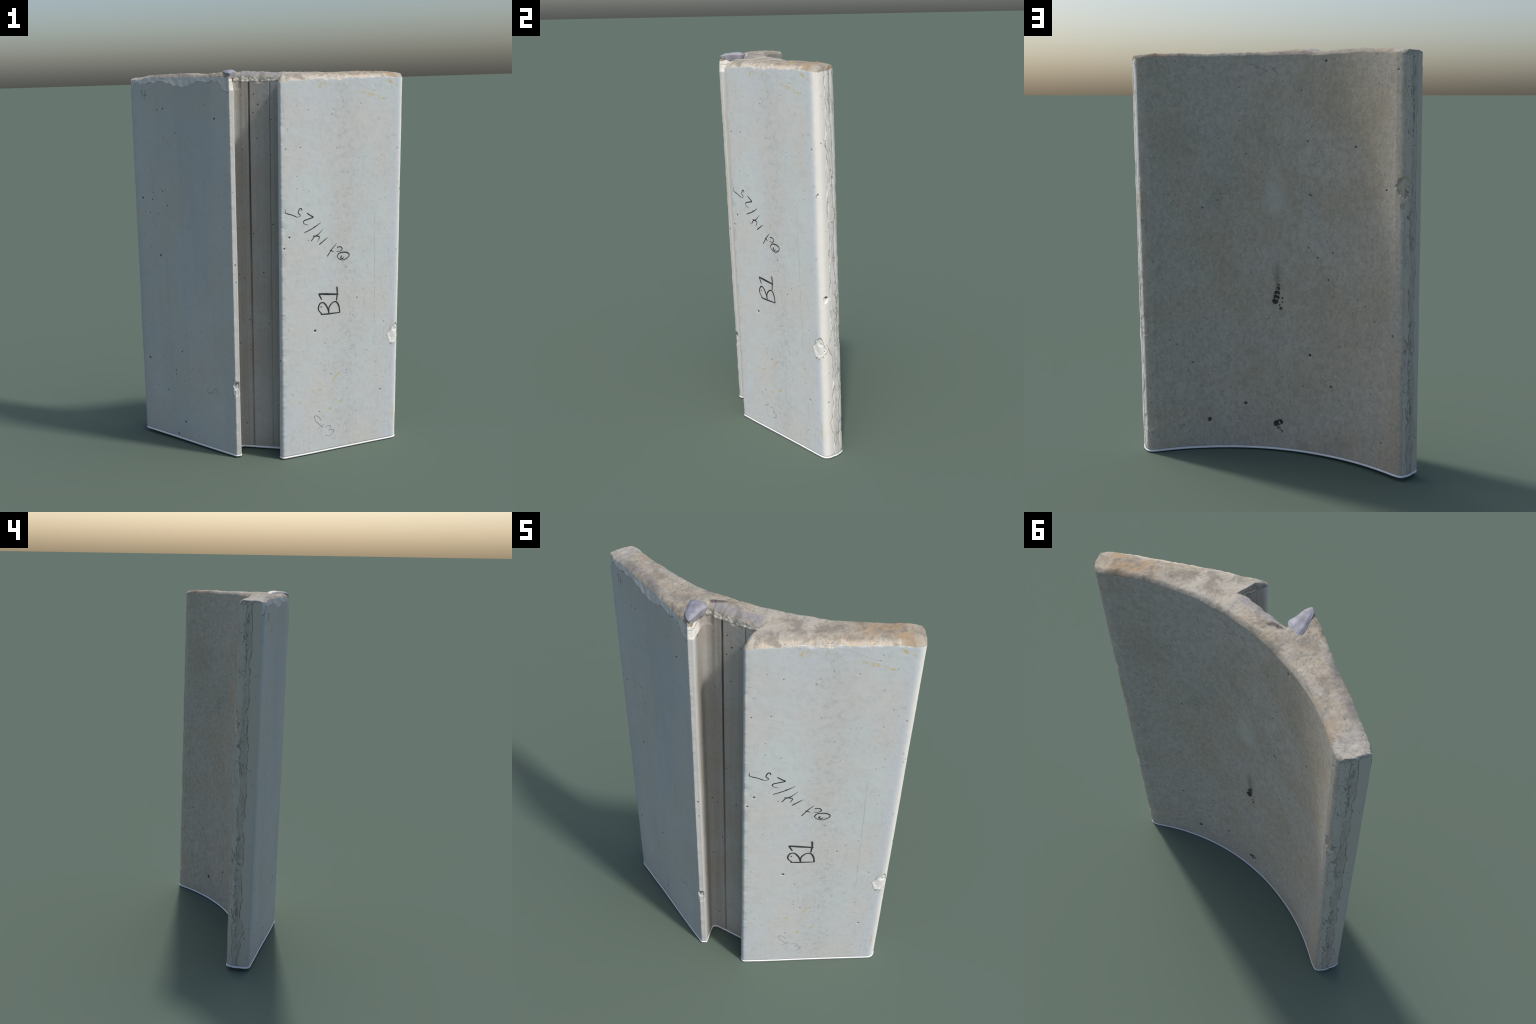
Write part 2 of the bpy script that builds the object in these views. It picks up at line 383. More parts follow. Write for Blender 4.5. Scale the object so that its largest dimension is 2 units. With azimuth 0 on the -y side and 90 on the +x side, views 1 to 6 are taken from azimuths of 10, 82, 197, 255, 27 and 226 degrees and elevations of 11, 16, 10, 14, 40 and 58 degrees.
# ------------------------------------------------------------------ node helpers
class Tree:
    def __init__(self, name):
        self.mat = bpy.data.materials.new(name)
        self.mat.use_nodes = True
        self.t = self.mat.node_tree
        self.bsdf = self.t.nodes["Principled BSDF"]
        self.obj = self.t.nodes.new("ShaderNodeTexCoord").outputs["Object"]
        sep = self.n("ShaderNodeSeparateXYZ", self.obj)
        self.z = sep.outputs[2]
        x = self.m("MULTIPLY_ADD", self.z, -float(LEAN[0]), sep.outputs[0])
        y = self.m("MULTIPLY_ADD", self.z, -float(LEAN[1]), sep.outputs[1])
        self.x, self.y = x, y
        self.u = self.xyz(x, y, self.z)

    def put(self, sock, val):
        if isinstance(val, bpy.types.NodeSocket):
            self.t.links.new(val, sock)
        elif val is not None:
            if hasattr(sock.default_value, "__len__") and isinstance(val, (tuple, list)) and len(val) == 3 and len(sock.default_value) == 4:
                val = (*val, 1)
            sock.default_value = val

    def n(self, kind, *ins, **props):
        node = self.t.nodes.new(kind)
        for k, v in props.items(): setattr(node, k, v)
        for s, v in zip(node.inputs, ins): self.put(s, v)
        return node

    def m(self, op, a, b=None, c=None, clamp=False):
        return self.n("ShaderNodeMath", a, b, c, operation=op, use_clamp=clamp).outputs[0]

    def xyz(self, x, y, z):
        return self.n("ShaderNodeCombineXYZ", x, y, z).outputs[0]

    def vm(self, op, a, b):
        node = self.n("ShaderNodeVectorMath", a, b, operation=op)
        return node.outputs["Value"] if op in ("DISTANCE", "LENGTH", "DOT_PRODUCT") else node.outputs[0]

    def along(self, fr):
        d = self.vm("DOT_PRODUCT", self.u, (float(fr[1][0]), float(fr[1][1]), 0.0))
        return self.m("SUBTRACT", d, float(fr[0] @ fr[1]))

    def noise(self, vec, scale, detail=3, rough=0.55, dist=0.0, stretch=None, out="Fac"):
        if stretch is not None:
            vec = self.vm("MULTIPLY", vec, stretch)
        node = self.n("ShaderNodeTexNoise")
        self.put(node.inputs["Vector"], vec)
        for k, v in (("Scale", scale), ("Detail", detail), ("Roughness", rough), ("Distortion", dist)):
            node.inputs[k].default_value = v
        return node.outputs[out]

    def ramp(self, fac, lo, hi, a=0.0, b=1.0, smooth=True):
        node = self.n("ShaderNodeMapRange", interpolation_type="SMOOTHSTEP" if smooth else "LINEAR")
        for k, v in zip(("Value", "From Min", "From Max", "To Min", "To Max"), (fac, lo, hi, a, b)):
            self.put(node.inputs[k], v)
        return node.outputs["Result"]

    def mix(self, fac, a, b, mode="MIX"):
        node = self.t.nodes.new("ShaderNodeMix")
        node.data_type, node.blend_type = "RGBA", mode
        self.put(node.inputs[0], fac); self.put(node.inputs[6], a); self.put(node.inputs[7], b)
        return node.outputs[2]

    def specks(self, vec, scale, size, power=3.0):
        v = self.n("ShaderNodeTexVoronoi")
        self.put(v.inputs["Vector"], vec); v.inputs["Scale"].default_value = scale
        r = self.n("ShaderNodeSeparateColor", v.outputs["Color"]).outputs[0]
        rad = self.m("MULTIPLY", self.m("POWER", r, power), size * scale)
        return self.ramp(self.m("SUBTRACT", v.outputs["Distance"], rad), -0.02, 0.02, 1.0, 0.0)

    def hole_mask(self, holes, warp=0.0030):
        w = self.n("ShaderNodeVectorMath", self.noise(self.u, 95, 2, out="Color"), (0.5, 0.5, 0.5), operation="SUBTRACT").outputs[0]
        w = self.n("ShaderNodeVectorMath", w, operation="SCALE"); w.inputs["Scale"].default_value = warp * 2
        p = self.vm("ADD", self.u, w.outputs[0])
        best = None
        for c, z, r in holes:
            d = self.m("SUBTRACT", self.vm("DISTANCE", p, (float(c[0]), float(c[1]), float(z))), r)
            best = d if best is None else self.m("MINIMUM", best, d)
        return self.ramp(best, -0.0012, 0.0010, 1.0, 0.0)

    def wander(self, spec, t):
        base, waves, bumps = spec
        acc = None
        for a, f, p in waves:
            s = self.m("SINE", self.m("MULTIPLY_ADD", t, f, p))
            acc = self.m("MULTIPLY_ADD", s, a, base if acc is None else acc)
        for a, c, w in bumps:
            g = self.m("DIVIDE", self.m("SUBTRACT", t, c), w)
            g = self.m("EXPONENT", self.m("MULTIPLY", self.m("MULTIPLY", g, g), -1.0))
            acc = self.m("MULTIPLY_ADD", g, a, acc)
        return acc

    def spot(self, s, s0, z0, ws, wz, ang=0.0):
        """soft oval stain in face coordinates"""
        a, b = self.m("SUBTRACT", s, s0), self.m("SUBTRACT", self.z, z0)
        ca, sa = math.cos(ang), math.sin(ang)
        p = self.m("MULTIPLY_ADD", a, ca / ws, self.m("MULTIPLY", b, sa / ws))
        q = self.m("MULTIPLY_ADD", a, -sa / wz, self.m("MULTIPLY", b, ca / wz))
        r = self.m("MULTIPLY_ADD", p, p, self.m("MULTIPLY", q, q))
        return self.m("EXPONENT", self.m("MULTIPLY", r, -1.0))

    def line(self, d, width):
        """dark line where d is near zero"""
        return self.ramp(self.m("ABSOLUTE", d), 0.0, width, 1.0, 0.0)

    def finish(self, colour, rough=0.85, bump=None, dist=0.001, spec=0.25):
        self.put(self.bsdf.inputs["Base Color"], colour)
        self.put(self.bsdf.inputs["Roughness"], rough)
        self.bsdf.inputs["Specular IOR Level"].default_value = spec
        if bump is not None:
            b = self.t.nodes.new("ShaderNodeBump")
            b.inputs["Distance"].default_value = dist; b.inputs["Strength"].default_value = 0.6
            self.put(b.inputs["Height"], bump)
            self.t.links.new(b.outputs[0], self.bsdf.inputs["Normal"])
        return self.mat

def g(v): return (v, v, v)

# albedo palette (linear)
SKIN_COOL, SKIN_WARM, SKIN_BLUE = (0.585, 0.625, 0.625), (0.60, 0.60, 0.575), (0.57, 0.615, 0.665)
BODY_GREY, BODY_WARM = (0.54, 0.475, 0.40), (0.51, 0.425, 0.325)  # concave face colours warmed to lean toward its brownish shaded part
FRESH = (0.72, 0.715, 0.69)
DARK = (0.035, 0.034, 0.032)
OCHRE = (0.58, 0.44, 0.10)

def wing_material(name, fr, holes, spall, right):
    T = Tree(name)
    s = T.along(fr)
    big = T.noise(T.u, 3.2, 3, 0.55, 0.3)
    c = T.mix(T.ramp(big, 0.36, 0.64), SKIN_COOL, SKIN_WARM)
    c = T.mix(T.m("MULTIPLY", T.ramp(T.noise(T.u, 2.3, 2, 0.5, stretch=(1, 1, 0.55)), 0.48, 0.72), 0.75), c, SKIN_BLUE)
    c = T.mix(T.ramp(T.noise(T.u, 16, 4, 0.6), 0.35, 0.7, 0.0, 0.22), c, (0.49, 0.50, 0.485))
    if right:
        band = T.m("EXPONENT", T.m("MULTIPLY", T.m("POWER", T.m("DIVIDE", T.m("SUBTRACT", T.m("MULTIPLY_ADD", T.noise(T.u, 3, 2), 0.16, s), 0.43), 0.085), 2.0), -1.0))
        sm = T.m("MULTIPLY", band, T.ramp(T.noise(T.u, 38, 5, 0.66), 0.47, 0.75))
        c = T.mix(T.m("MULTIPLY", sm, 0.50), c, (0.32, 0.335, 0.325))
        c = T.mix(T.m("MULTIPLY", band, 0.14), c, (0.45, 0.46, 0.44))
        edge = T.ramp(s, 0.565, 0.64)
        c = T.mix(T.m("MULTIPLY", edge, 0.55), c, SKIN_BLUE)
        # long formwork scratches
        scr = T.m("MULTIPLY", T.ramp(T.noise(T.xyz(s, 0.0, T.z), 1.0, 2, 0.6, stretch=(210, 1, 5.5)), 0.62, 0.72), T.m("MULTIPLY", T.ramp(T.noise(T.u, 5, 1), 0.38, 0.55), T.m("MULTIPLY", T.ramp(s, 0.10, 0.40, 0.35, 1.0), T.ramp(T.z, 0.95, 1.25, 1.0, 0.25))))
        c = T.mix(T.m("MULTIPLY", scr, 0.55), c, (0.27, 0.27, 0.26))
        l1 = T.m("MULTIPLY", T.line(T.m("SUBTRACT", s, T.m("MULTIPLY_ADD", T.z, -0.016, 0.537)), 0.0026), T.m("MULTIPLY", T.ramp(T.z, 0.32, 0.45), T.ramp(T.z, 1.22, 1.30, 1.0, 0.0)))
        c = T.mix(T.m("MULTIPLY", l1, T.ramp(T.noise(T.u, 22, 2), 0.40, 0.55, 0.0, 0.45)), c, (0.25, 0.25, 0.24))
        # faint drifting hairline at the top right
        h = T.line(T.m("SUBTRACT", T.z, T.m("MULTIPLY_ADD", s, -0.42, 2.088)), 0.0016)
        h = T.m("MULTIPLY", h, T.m("MULTIPLY", T.ramp(s, 0.36, 0.38), T.ramp(s, 0.495, 0.505, 1.0, 0.0)))
        c = T.mix(T.m("MULTIPLY", h, 0.4), c, (0.25, 0.24, 0.23))
        # ochre clay smears
        ych = None
        for a in [(0.222, 1.914, 0.030, 0.014, 0.0), (0.445, 1.872, 0.014, 0.008, -0.2), (0.490, 1.862, 0.022, 0.007, -0.3), (0.545, 1.846, 0.030, 0.006, -0.4), (0.592, 1.922, 0.018, 0.007, -0.6), (0.630, 1.903, 0.010, 0.008, -0.4),
                  (0.204, 0.353, 0.012, 0.007, 0.3), (0.302, 0.412, 0.030, 0.009, 0.8), (0.027, 0.315, 0.012, 0.006, 0.0), (0.093, 0.301, 0.012, 0.005, 0.4), (0.265, 0.239, 0.009, 0.008, 0.0), (0.336, 0.273, 0.026, 0.007, 0.6), (0.645, 0.14, 0.006, 0.06, 0.0)]:
            v = T.spot(s, *a)
            ych = v if ych is None else T.m("MAXIMUM", ych, v)
        ych = T.m("MULTIPLY", T.ramp(ych, 0.08, 0.8), T.ramp(T.noise(T.u, 46, 5, 0.72), 0.40, 0.58))
        c = T.mix(T.m("MULTIPLY", ych, 0.72), c, OCHRE)
    else:
        band = T.ramp(T.noise(T.u, 2.6, 2, 0.5, stretch=(1, 1, 0.25)), 0.35, 0.65)
        c = T.mix(T.m("MULTIPLY", band, 0.30), c, (0.43, 0.475, 0.50))
        c = T.mix(1.0, c, (0.86, 0.835, 0.80), "MULTIPLY")  # left wing albedo darkened partway toward the unlit side's baked shade
        vs = T.noise(T.xyz(s, 0.0, T.z), 1.0, 3, 0.6, stretch=(26, 1, 0.9))
        c = T.mix(T.ramp(vs, 0.45, 0.70, 0.0, 0.14), c, (0.36, 0.36, 0.345))
    c = T.mix(T.m("MULTIPLY", T.ramp(T.noise(T.u, 42, 5, 0.68), 0.52, 0.74), T.ramp(T.noise(T.u, 6, 2), 0.35, 0.6, 0.10, 0.40)), c, (0.36, 0.375, 0.365))
    if right:
        c = T.mix(T.ramp(T.m("MULTIPLY_ADD", T.noise(T.u, 14, 2), 0.010, s), 0.648, 0.676), c, (0.755, 0.74, 0.70))
    # spalled top edge: dark outline, paler broken concrete above it
    off = T.m("SUBTRACT", T.z, T.wander(spall, s))
    off = T.m("MULTIPLY_ADD", T.m("SUBTRACT", T.noise(T.u, 70, 3), 0.5), 0.006, off)
    over = T.ramp(off, -0.0005, 0.003)
    broken = T.mix(T.noise(T.u, 60, 4, 0.6), (0.40, 0.385, 0.35), FRESH)
    if right:
        streak = T.noise(T.xyz(s, 0.0, T.z), 1.0, 2, 0.5, stretch=(160, 1, 12))
        broken = T.mix(T.ramp(streak, 0.45, 0.62), (0.66, 0.64, 0.60), (0.62, 0.50, 0.36))
    c = T.mix(over, c, broken)
    c = T.mix(T.m("MULTIPLY", T.line(off, 0.0035 if right else 0.006), T.ramp(T.noise(T.u, 25, 3), 0.30, 0.65, 0.1, 0.35 if right else 0.65)), c, (0.13, 0.13, 0.125))
    # spalls on the corners
    best = None
    for cc, r, dep in CHIPS:
        if (right and cc[0] > 0.6 and cc[1] < 0.2) or (not right and cc[0] < -0.6 and False) or (not right and abs(cc[0]) < 0.2):
            dv = T.vm("MULTIPLY", T.vm("SUBTRACT", T.u, cc), (1, 1, 0.8))
            d = T.m("SUBTRACT", T.m("MULTIPLY", T.n("ShaderNodeVectorMath", dv, operation="LENGTH").outputs["Value"], T.ramp(T.noise(T.u, 38, 3), 0.25, 0.75, 0.75, 1.25)), r)
            best = d if best is None else T.m("MINIMUM", best, d)
    c = T.mix(T.ramp(best, -0.002, 0.001, 1.0, 0.0), c, FRESH)
    c = T.mix(T.m("MULTIPLY", T.line(best, 0.0032), 0.75), c, (0.10, 0.10, 0.10))
    # pin holes
    fine = T.specks(T.u, 38, 0.0044, 4.0)
    c = T.mix(T.m("MULTIPLY", fine, 0.55), c, (0.14, 0.145, 0.14))
    soft = T.specks(T.u, 21, 0.0080, 4.0)
    c = T.mix(T.m("MULTIPLY", soft, 0.26), c, (0.22, 0.23, 0.23))
    hm = T.hole_mask(holes)
    c = T.mix(T.m("MULTIPLY", hm, 0.90), c, DARK)
    bump = T.m("SUBTRACT", T.noise(T.u, 240, 3, 0.6), T.m("MULTIPLY", fine, 0.7))
    return T.finish(c, 0.78, bump, 0.0006)

def end_material(name, fr, flip):
    T = Tree(name)
    e = T.along(fr)
    t = T.m("ADD", T.z, 0.37 if flip else 0.0)
    jit = T.m("ADD", T.m("MULTIPLY", T.m("SUBTRACT", T.noise(T.u, 60, 3), 0.5), 0.007), T.m("MULTIPLY", T.m("SUBTRACT", T.noise(T.u, 14, 4, 0.65), 0.5), 0.038))
    a = T.m("ADD", T.m("SUBTRACT", e, T.wander(MEANDER_A, t)), jit)
    b = T.m("ADD", T.m("SUBTRACT", e, T.wander(MEANDER_B, t)), jit)
    band = T.m("MULTIPLY", T.ramp(a, -0.002, 0.002, 1.0, 0.0), T.ramp(b, -0.002, 0.002))
    c = T.mix(T.ramp(T.noise(T.u, 5, 3, 0.55, stretch=(1, 1, 0.4)), 0.35, 0.65), (0.76, 0.755, 0.735), (0.76, 0.735, 0.68))
    c = T.mix(T.m("MULTIPLY", T.ramp(T.noise(T.u, 9, 2, 0.5, stretch=(1, 1, 0.35)), 0.60, 0.75), 0.5), c, (0.74, 0.62, 0.44))
    rough = T.mix(T.ramp(T.noise(T.u, 30, 5, 0.65, stretch=(1, 1, 0.45)), 0.3, 0.7), (0.60, 0.575, 0.53), (0.74, 0.72, 0.68))
    c = T.mix(band, c, rough)
    crack = T.m("MAXIMUM", T.line(a, 0.0032), T.m("MULTIPLY", T.line(b, 0.0034), 0.85))
    web = T.line(T.m("SUBTRACT", T.noise(T.u, 17, 4, 0.6, 0.7, stretch=(1, 1, 0.38)), 0.5), 0.030)
    web = T.m("MULTIPLY", web, T.m("MULTIPLY", T.ramp(e, 0.072, 0.050), T.ramp(T.noise(T.u, 4.5, 2), 0.34, 0.48)))
    crack = T.m("MAXIMUM", crack, T.m("MULTIPLY", web, 0.85))
    mid = T.m("MULTIPLY", T.line(T.m("SUBTRACT", e, T.m("MULTIPLY_ADD", T.noise(T.u, 9, 3), 0.012, 0.049)), 0.0018), T.ramp(T.noise(T.u, 11, 2), 0.45, 0.6))
    crack = T.m("MAXIMUM", crack, T.m("MULTIPLY", mid, 0.6))
    c = T.mix(T.m("MULTIPLY", crack, T.ramp(T.noise(T.u, 18, 3), 0.32, 0.6, 0.15, 0.9)), c, (0.20, 0.19, 0.18))
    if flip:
        c = T.mix(1.0, c, (0.72, 0.665, 0.60), "MULTIPLY")  # left end tinted darker and browner for the shadow baked into the scan
    sp = T.specks(T.u, 46, 0.0048, 5.0)
    c = T.mix(T.m("MULTIPLY", sp, 0.7), c, (0.10, 0.10, 0.095))
    if not flip:
        ring = T.m("SUBTRACT", T.m("MULTIPLY", T.vm("DISTANCE", T.u, (0.663, 0.141, 0.598)), T.ramp(T.noise(T.u, 38, 3), 0.25, 0.75, 0.75, 1.25)), 0.037)
        c = T.mix(T.m("MULTIPLY", T.line(ring, 0.0032), 0.6), c, (0.14, 0.135, 0.13))
    if not flip:
        hm = T.hole_mask([(np.array([0.672, 0.184]), 0.868, 0.006), (np.array([0.679, 0.150]), 0.618, 0.007), (np.array([0.684, 0.163]), 0.03, 0.004)])
    else:
        hm = T.hole_mask([(np.array([-0.706, 0.142]), 1.80, 0.006), (np.array([-0.709, 0.136]), 0.82, 0.010), (np.array([-0.70, 0.146]), 0.08, 0.007), (np.array([-0.704, 0.142]), 0.39, 0.005), (np.array([-0.668, 0.195]), 0.05, 0.005)])
    c = T.mix(T.m("MULTIPLY", hm, 0.9), c, DARK)
    return T.finish(c, 0.85, T.noise(T.u, 150, 4, 0.65), 0.0012)

def hollow_material():
    T = Tree("cast_concrete_inner")
    c = T.mix(T.ramp(T.noise(T.u, 2.6, 3, 0.55, 0.4), 0.36, 0.64), BODY_GREY, BODY_WARM)
    c = T.mix(T.m("MULTIPLY", T.ramp(T.noise(T.u, 3.4, 3, 0.5, stretch=(1, 1, 0.5)), 0.5, 0.7), 0.5), c, (0.47, 0.465, 0.44))
    c = T.mix(T.ramp(T.noise(T.u, 48, 5, 0.7, 0.6, stretch=(1, 1, 0.7)), 0.32, 0.70, 0.0, 0.65), c, (0.32, 0.29, 0.235))
    c = T.mix(T.m("MULTIPLY", T.ramp(T.noise(T.u, 80, 3, 0.6), 0.52, 0.72), 0.5), c, (0.60, 0.58, 0.53))
    # damp square patch and the drip stain over the big void
    patch = T.m("MULTIPLY", T.spot(T.x, 0.27, 1.285, 0.075, 0.085), T.ramp(T.noise(T.u, 14, 4), 0.3, 0.6))
    c = T.mix(T.m("MULTIPLY", patch, 0.32), c, (0.24, 0.225, 0.18))
    pale = T.m("MULTIPLY", T.spot(T.x, 0.0, 1.25, 0.060, 0.24), T.ramp(T.noise(T.u, 9, 4, stretch=(1, 1, 0.5)), 0.35, 0.6))
    c = T.mix(T.m("MULTIPLY", pale, 0.6), c, (0.60, 0.575, 0.52))
    wet = T.ramp(T.noise(T.u, 5.5, 4, 0.6, 0.5), 0.50, 0.68)
    c = T.mix(T.m("MULTIPLY", wet, 0.26), c, (0.34, 0.295, 0.215))
    drip = T.m("MULTIPLY", T.spot(T.x, -0.012, 0.90, 0.016, 0.07), 0.5)
    c = T.mix(drip, c, (0.16, 0.15, 0.13))
    soft = T.specks(T.u, 30, 0.0085, 3.5)
    c = T.mix(T.m("MULTIPLY", soft, 0.30), c, (0.20, 0.19, 0.165))
    fine = T.specks(T.u, 42, 0.0046, 4.0)
    c = T.mix(T.m("MULTIPLY", fine, 0.5), c, (0.15, 0.14, 0.12))
    ych = T.m("MAXIMUM", T.spot(T.x, 0.606, 1.26, 0.006, 0.05), T.spot(T.x, -0.648, 1.37, 0.006, 0.06))
    c = T.mix(T.m("MULTIPLY", ych, 0.5), c, (0.42, 0.27, 0.08))
    # hair cracks near the top
    for (x0, k, z0, x1, x2) in [(0.06, 0.35, 1.905, 0.03, 0.115), (0.02, -0.55, 1.900, 0.02, 0.07), (-0.02, 0.9, 1.885, -0.03, 0.015)]:
        d = T.m("SUBTRACT", T.z, T.m("MULTIPLY_ADD", T.m("SUBTRACT", T.x, x0), k, T.m("MULTIPLY_ADD", T.noise(T.u, 16, 3), 0.03, z0 - 0.015)))
        ck = T.m("MULTIPLY", T.line(d, 0.0026), T.m("MULTIPLY", T.ramp(T.x, x1 - 0.01, x1), T.ramp(T.x, x2, x2 + 0.01, 1.0, 0.0)))
        c = T.mix(T.m("MULTIPLY", ck, 0.6), c, (0.10, 0.10, 0.09))
    hm = T.hole_mask(holes_of(HOLLOW), 0.0036)
    c = T.mix(T.m("MULTIPLY", hm, 0.92), c, DARK)
    bump = T.m("SUBTRACT", T.noise(T.u, 130, 4, 0.65), fine)
    return T.finish(c, 0.88, bump, 0.0008)

def channel_material():
    T = Tree("channel_concrete")
    s = T.along(CH)
    c = T.mix(T.ramp(T.noise(T.u, 4, 3, 0.55), 0.36, 0.64), (0.42, 0.415, 0.39), (0.40, 0.365, 0.32))
    stri = T.noise(T.xyz(s, T.y, T.z), 1.0, 3, 0.6, stretch=(75, 75, 1.6))
    c = T.mix(T.ramp(stri, 0.38, 0.66, 0.0, 0.3), c, (0.31, 0.295, 0.265))
    c = T.mix(T.ramp(T.noise(T.u, 60, 4, 0.65), 0.35, 0.7, 0.0, 0.35), c, (0.29, 0.285, 0.265))
    lip = T.ramp(T.y, -0.150, -0.176)
    c = T.mix(T.m("MULTIPLY", lip, 0.9), c, T.mix(T.noise(T.u, 12, 4, stretch=(1, 1, 0.4)), (0.56, 0.565, 0.55), (0.68, 0.67, 0.64)))
    tip = T.m("MULTIPLY", T.ramp(T.y, -0.085, -0.13), T.m("MULTIPLY", T.ramp(T.x, -0.09, -0.105), T.ramp(T.m("MULTIPLY_ADD", T.noise(T.u, 30, 2), 0.02, T.z), 1.905, 1.922)))
    c = T.mix(tip, c, (0.78, 0.755, 0.70))
    deep = T.ramp(T.y, -0.088, -0.078)
    seam = T.m("MAXIMUM", T.ramp(T.m("ABSOLUTE", T.m("SUBTRACT", s, 0.183)), 0.0030, 0.0065, 1.0, 0.0), T.m("MULTIPLY", T.line(T.m("SUBTRACT", s, 0.0785), 0.0040), 0.75))
    seam = T.m("MULTIPLY", seam, T.m("MULTIPLY", T.ramp(T.z, 0.3, 1.7, 0.5, 0.9), T.ramp(T.noise(T.u, 10, 3, stretch=(1, 1, 0.4)), 0.3, 0.6, 0.65, 1.0)))
    c = T.mix(T.m("MULTIPLY", seam, deep), c, (0.04, 0.04, 0.038))
    top = T.m("SUBTRACT", T.z, T.m("MULTIPLY_ADD", T.noise(T.u, 30, 3), 0.030, 1.926))
    broken = T.mix(T.ramp(T.noise(T.u, 90, 3, 0.6), 0.35, 0.65), (0.33, 0.32, 0.28), (0.70, 0.66, 0.56))
    c = T.mix(T.m("MULTIPLY", T.ramp(top, 0.0, 0.004), T.ramp(T.y, -0.14, -0.12)), c, broken)
    c = T.mix(T.m("MULTIPLY", T.line(top, 0.005), 0.6), c, (0.10, 0.10, 0.09))
    sp = T.specks(T.u, 40, 0.0050, 4.0)
    c = T.mix(T.m("MULTIPLY", sp, 0.75), c, (0.06, 0.06, 0.055))
    hm = T.hole_mask([(np.array([-0.131, -0.196]), 0.408, 0.010), (np.array([-0.122, -0.19]), 0.40, 0.007), (np.array([-0.04, -0.066]), 1.88, 0.004), (np.array([-0.02, -0.066]), 1.83, 0.0048), (np.array([-0.045, -0.066]), 1.79, 0.004), (np.array([-0.13, -0.11]), 1.09, 0.005)])
    c = T.mix(T.m("MULTIPLY", hm, 0.8), c, DARK)
    return T.finish(c, 0.85, T.noise(T.u, 160, 3, 0.6), 0.0008)

def top_material():
    T = Tree("rough_top_concrete")
    c = T.mix(T.ramp(T.noise(T.u, 7, 4, 0.6, 0.5), 0.34, 0.66), (0.40, 0.38, 0.335), (0.41, 0.355, 0.28))
    c = T.mix(T.ramp(T.noise(T.u, 15, 4, 0.6, 0.6), 0.40, 0.66, 0.0, 0.55), c, (0.47, 0.465, 0.44))
    c = T.mix(T.ramp(T.noise(T.u, 30, 5, 0.68, 0.8), 0.50, 0.72, 0.0, 0.75), c, (0.22, 0.20, 0.175))
    # rusty right end, pale left end
    rust = T.m("MULTIPLY", T.m("MULTIPLY", T.ramp(T.x, 0.36, 0.56), T.ramp(T.x, 0.63, 0.67, 1.0, 0.0)), T.ramp(T.noise(T.u, 10, 4, 0.6, 0.4), 0.40, 0.62))
    c = T.mix(T.m("MULTIPLY", rust, 0.75), c, (0.42, 0.30, 0.175))
    pale = T.ramp(T.x, -0.58, -0.63)
    c = T.mix(T.m("MULTIPLY", pale, 0.6), c, (0.50, 0.50, 0.485))
    mid = T.m("MULTIPLY", T.m("MULTIPLY", T.ramp(T.x, 0.02, 0.10), T.ramp(T.x, 0.22, 0.36, 1.0, 0.0)), 0.6)
    c = T.mix(mid, c, (0.49, 0.48, 0.445))
    # grey-lilac band along the front edge of the left wing and behind the channel
    fl = T.along(LW)
    off = T.vm("DOT_PRODUCT", T.vm("SUBTRACT", T.u, (float(LW[0][0]), float(LW[0][1]), 0.0)), (float(-LW[1][1]), float(LW[1][0]), 0.0))
    off = T.m("ABSOLUTE", off)
    smear = T.m("MULTIPLY", T.spot(off, 0.026, 1.965, 0.017, 0.5), T.m("MULTIPLY", T.ramp(fl, 0.18, 0.26), T.ramp(fl, 0.48, 0.58, 1.0, 0.0)))
    smear = T.m("MULTIPLY", smear, T.ramp(T.noise(T.u, 20, 4), 0.36, 0.55))
    c = T.mix(T.m("MULTIPLY", smear, 0.85), c, (0.22, 0.22, 0.235))
    chs = T.m("MULTIPLY", T.m("MULTIPLY", T.ramp(T.x, -0.13, -0.10), T.ramp(T.x, 0.08, 0.125, 1.0, 0.0)), T.m("MULTIPLY", T.ramp(T.y, -0.062, -0.052), T.ramp(T.m("MULTIPLY_ADD", T.noise(T.u, 30, 3), 0.03, T.y), -0.010, 0.0, 1.0, 0.0)))
    c = T.mix(T.m("MULTIPLY", chs, 0.85), c, (0.33, 0.33, 0.36))
    lined = T.m("SUBTRACT", T.y, T.m("MULTIPLY_ADD", T.x, 0.30, 0.008))
    hole = T.m("MULTIPLY", T.spot(T.x, -0.098, 1.97, 0.046, 0.3), T.m("EXPONENT", T.m("MULTIPLY", T.m("POWER", T.m("DIVIDE", lined, 0.013), 2.0), -1.0)))
    hole = T.m("MULTIPLY", hole, T.ramp(T.noise(T.u, 45, 3), 0.25, 0.6, 0.5, 1.1))
    c = T.mix(T.m("MULTIPLY", T.ramp(hole, 0.25, 0.7), 0.88), c, (0.06, 0.055, 0.055))
    # pale streaked arris along the front right edge
    offr = T.vm("DOT_PRODUCT", T.vm("SUBTRACT", T.u, (float(RW[0][0]), float(RW[0][1]), 0.0)), (float(-RW[1][1]), float(RW[1][0]), 0.0))
    offr = T.m("ABSOLUTE", offr)
    sr = T.along(RW)
    streak = T.noise(T.xyz(sr, 0.0, T.m("MULTIPLY", offr, 1.0)), 1.0, 2, 0.5, stretch=(160, 1, 12))
    arr = T.mix(T.ramp(streak, 0.45, 0.62), (0.62, 0.60, 0.565), (0.60, 0.49, 0.36))
    am = T.m("MULTIPLY", T.ramp(T.m("MULTIPLY_ADD", T.noise(T.u, 28, 3), 0.022, offr), 0.022, 0.040, 1.0, 0.0), T.m("MULTIPLY", T.ramp(sr, 0.0, 0.04), T.ramp(sr, 0.56, 0.60, 1.0, 0.0)))
    c = T.mix(T.m("MULTIPLY", am, 0.9), c, arr)
    sp = T.specks(T.u, 60, 0.0045, 4.0)
    c = T.mix(T.m("MULTIPLY", sp, 0.5), c, (0.14, 0.13, 0.12))
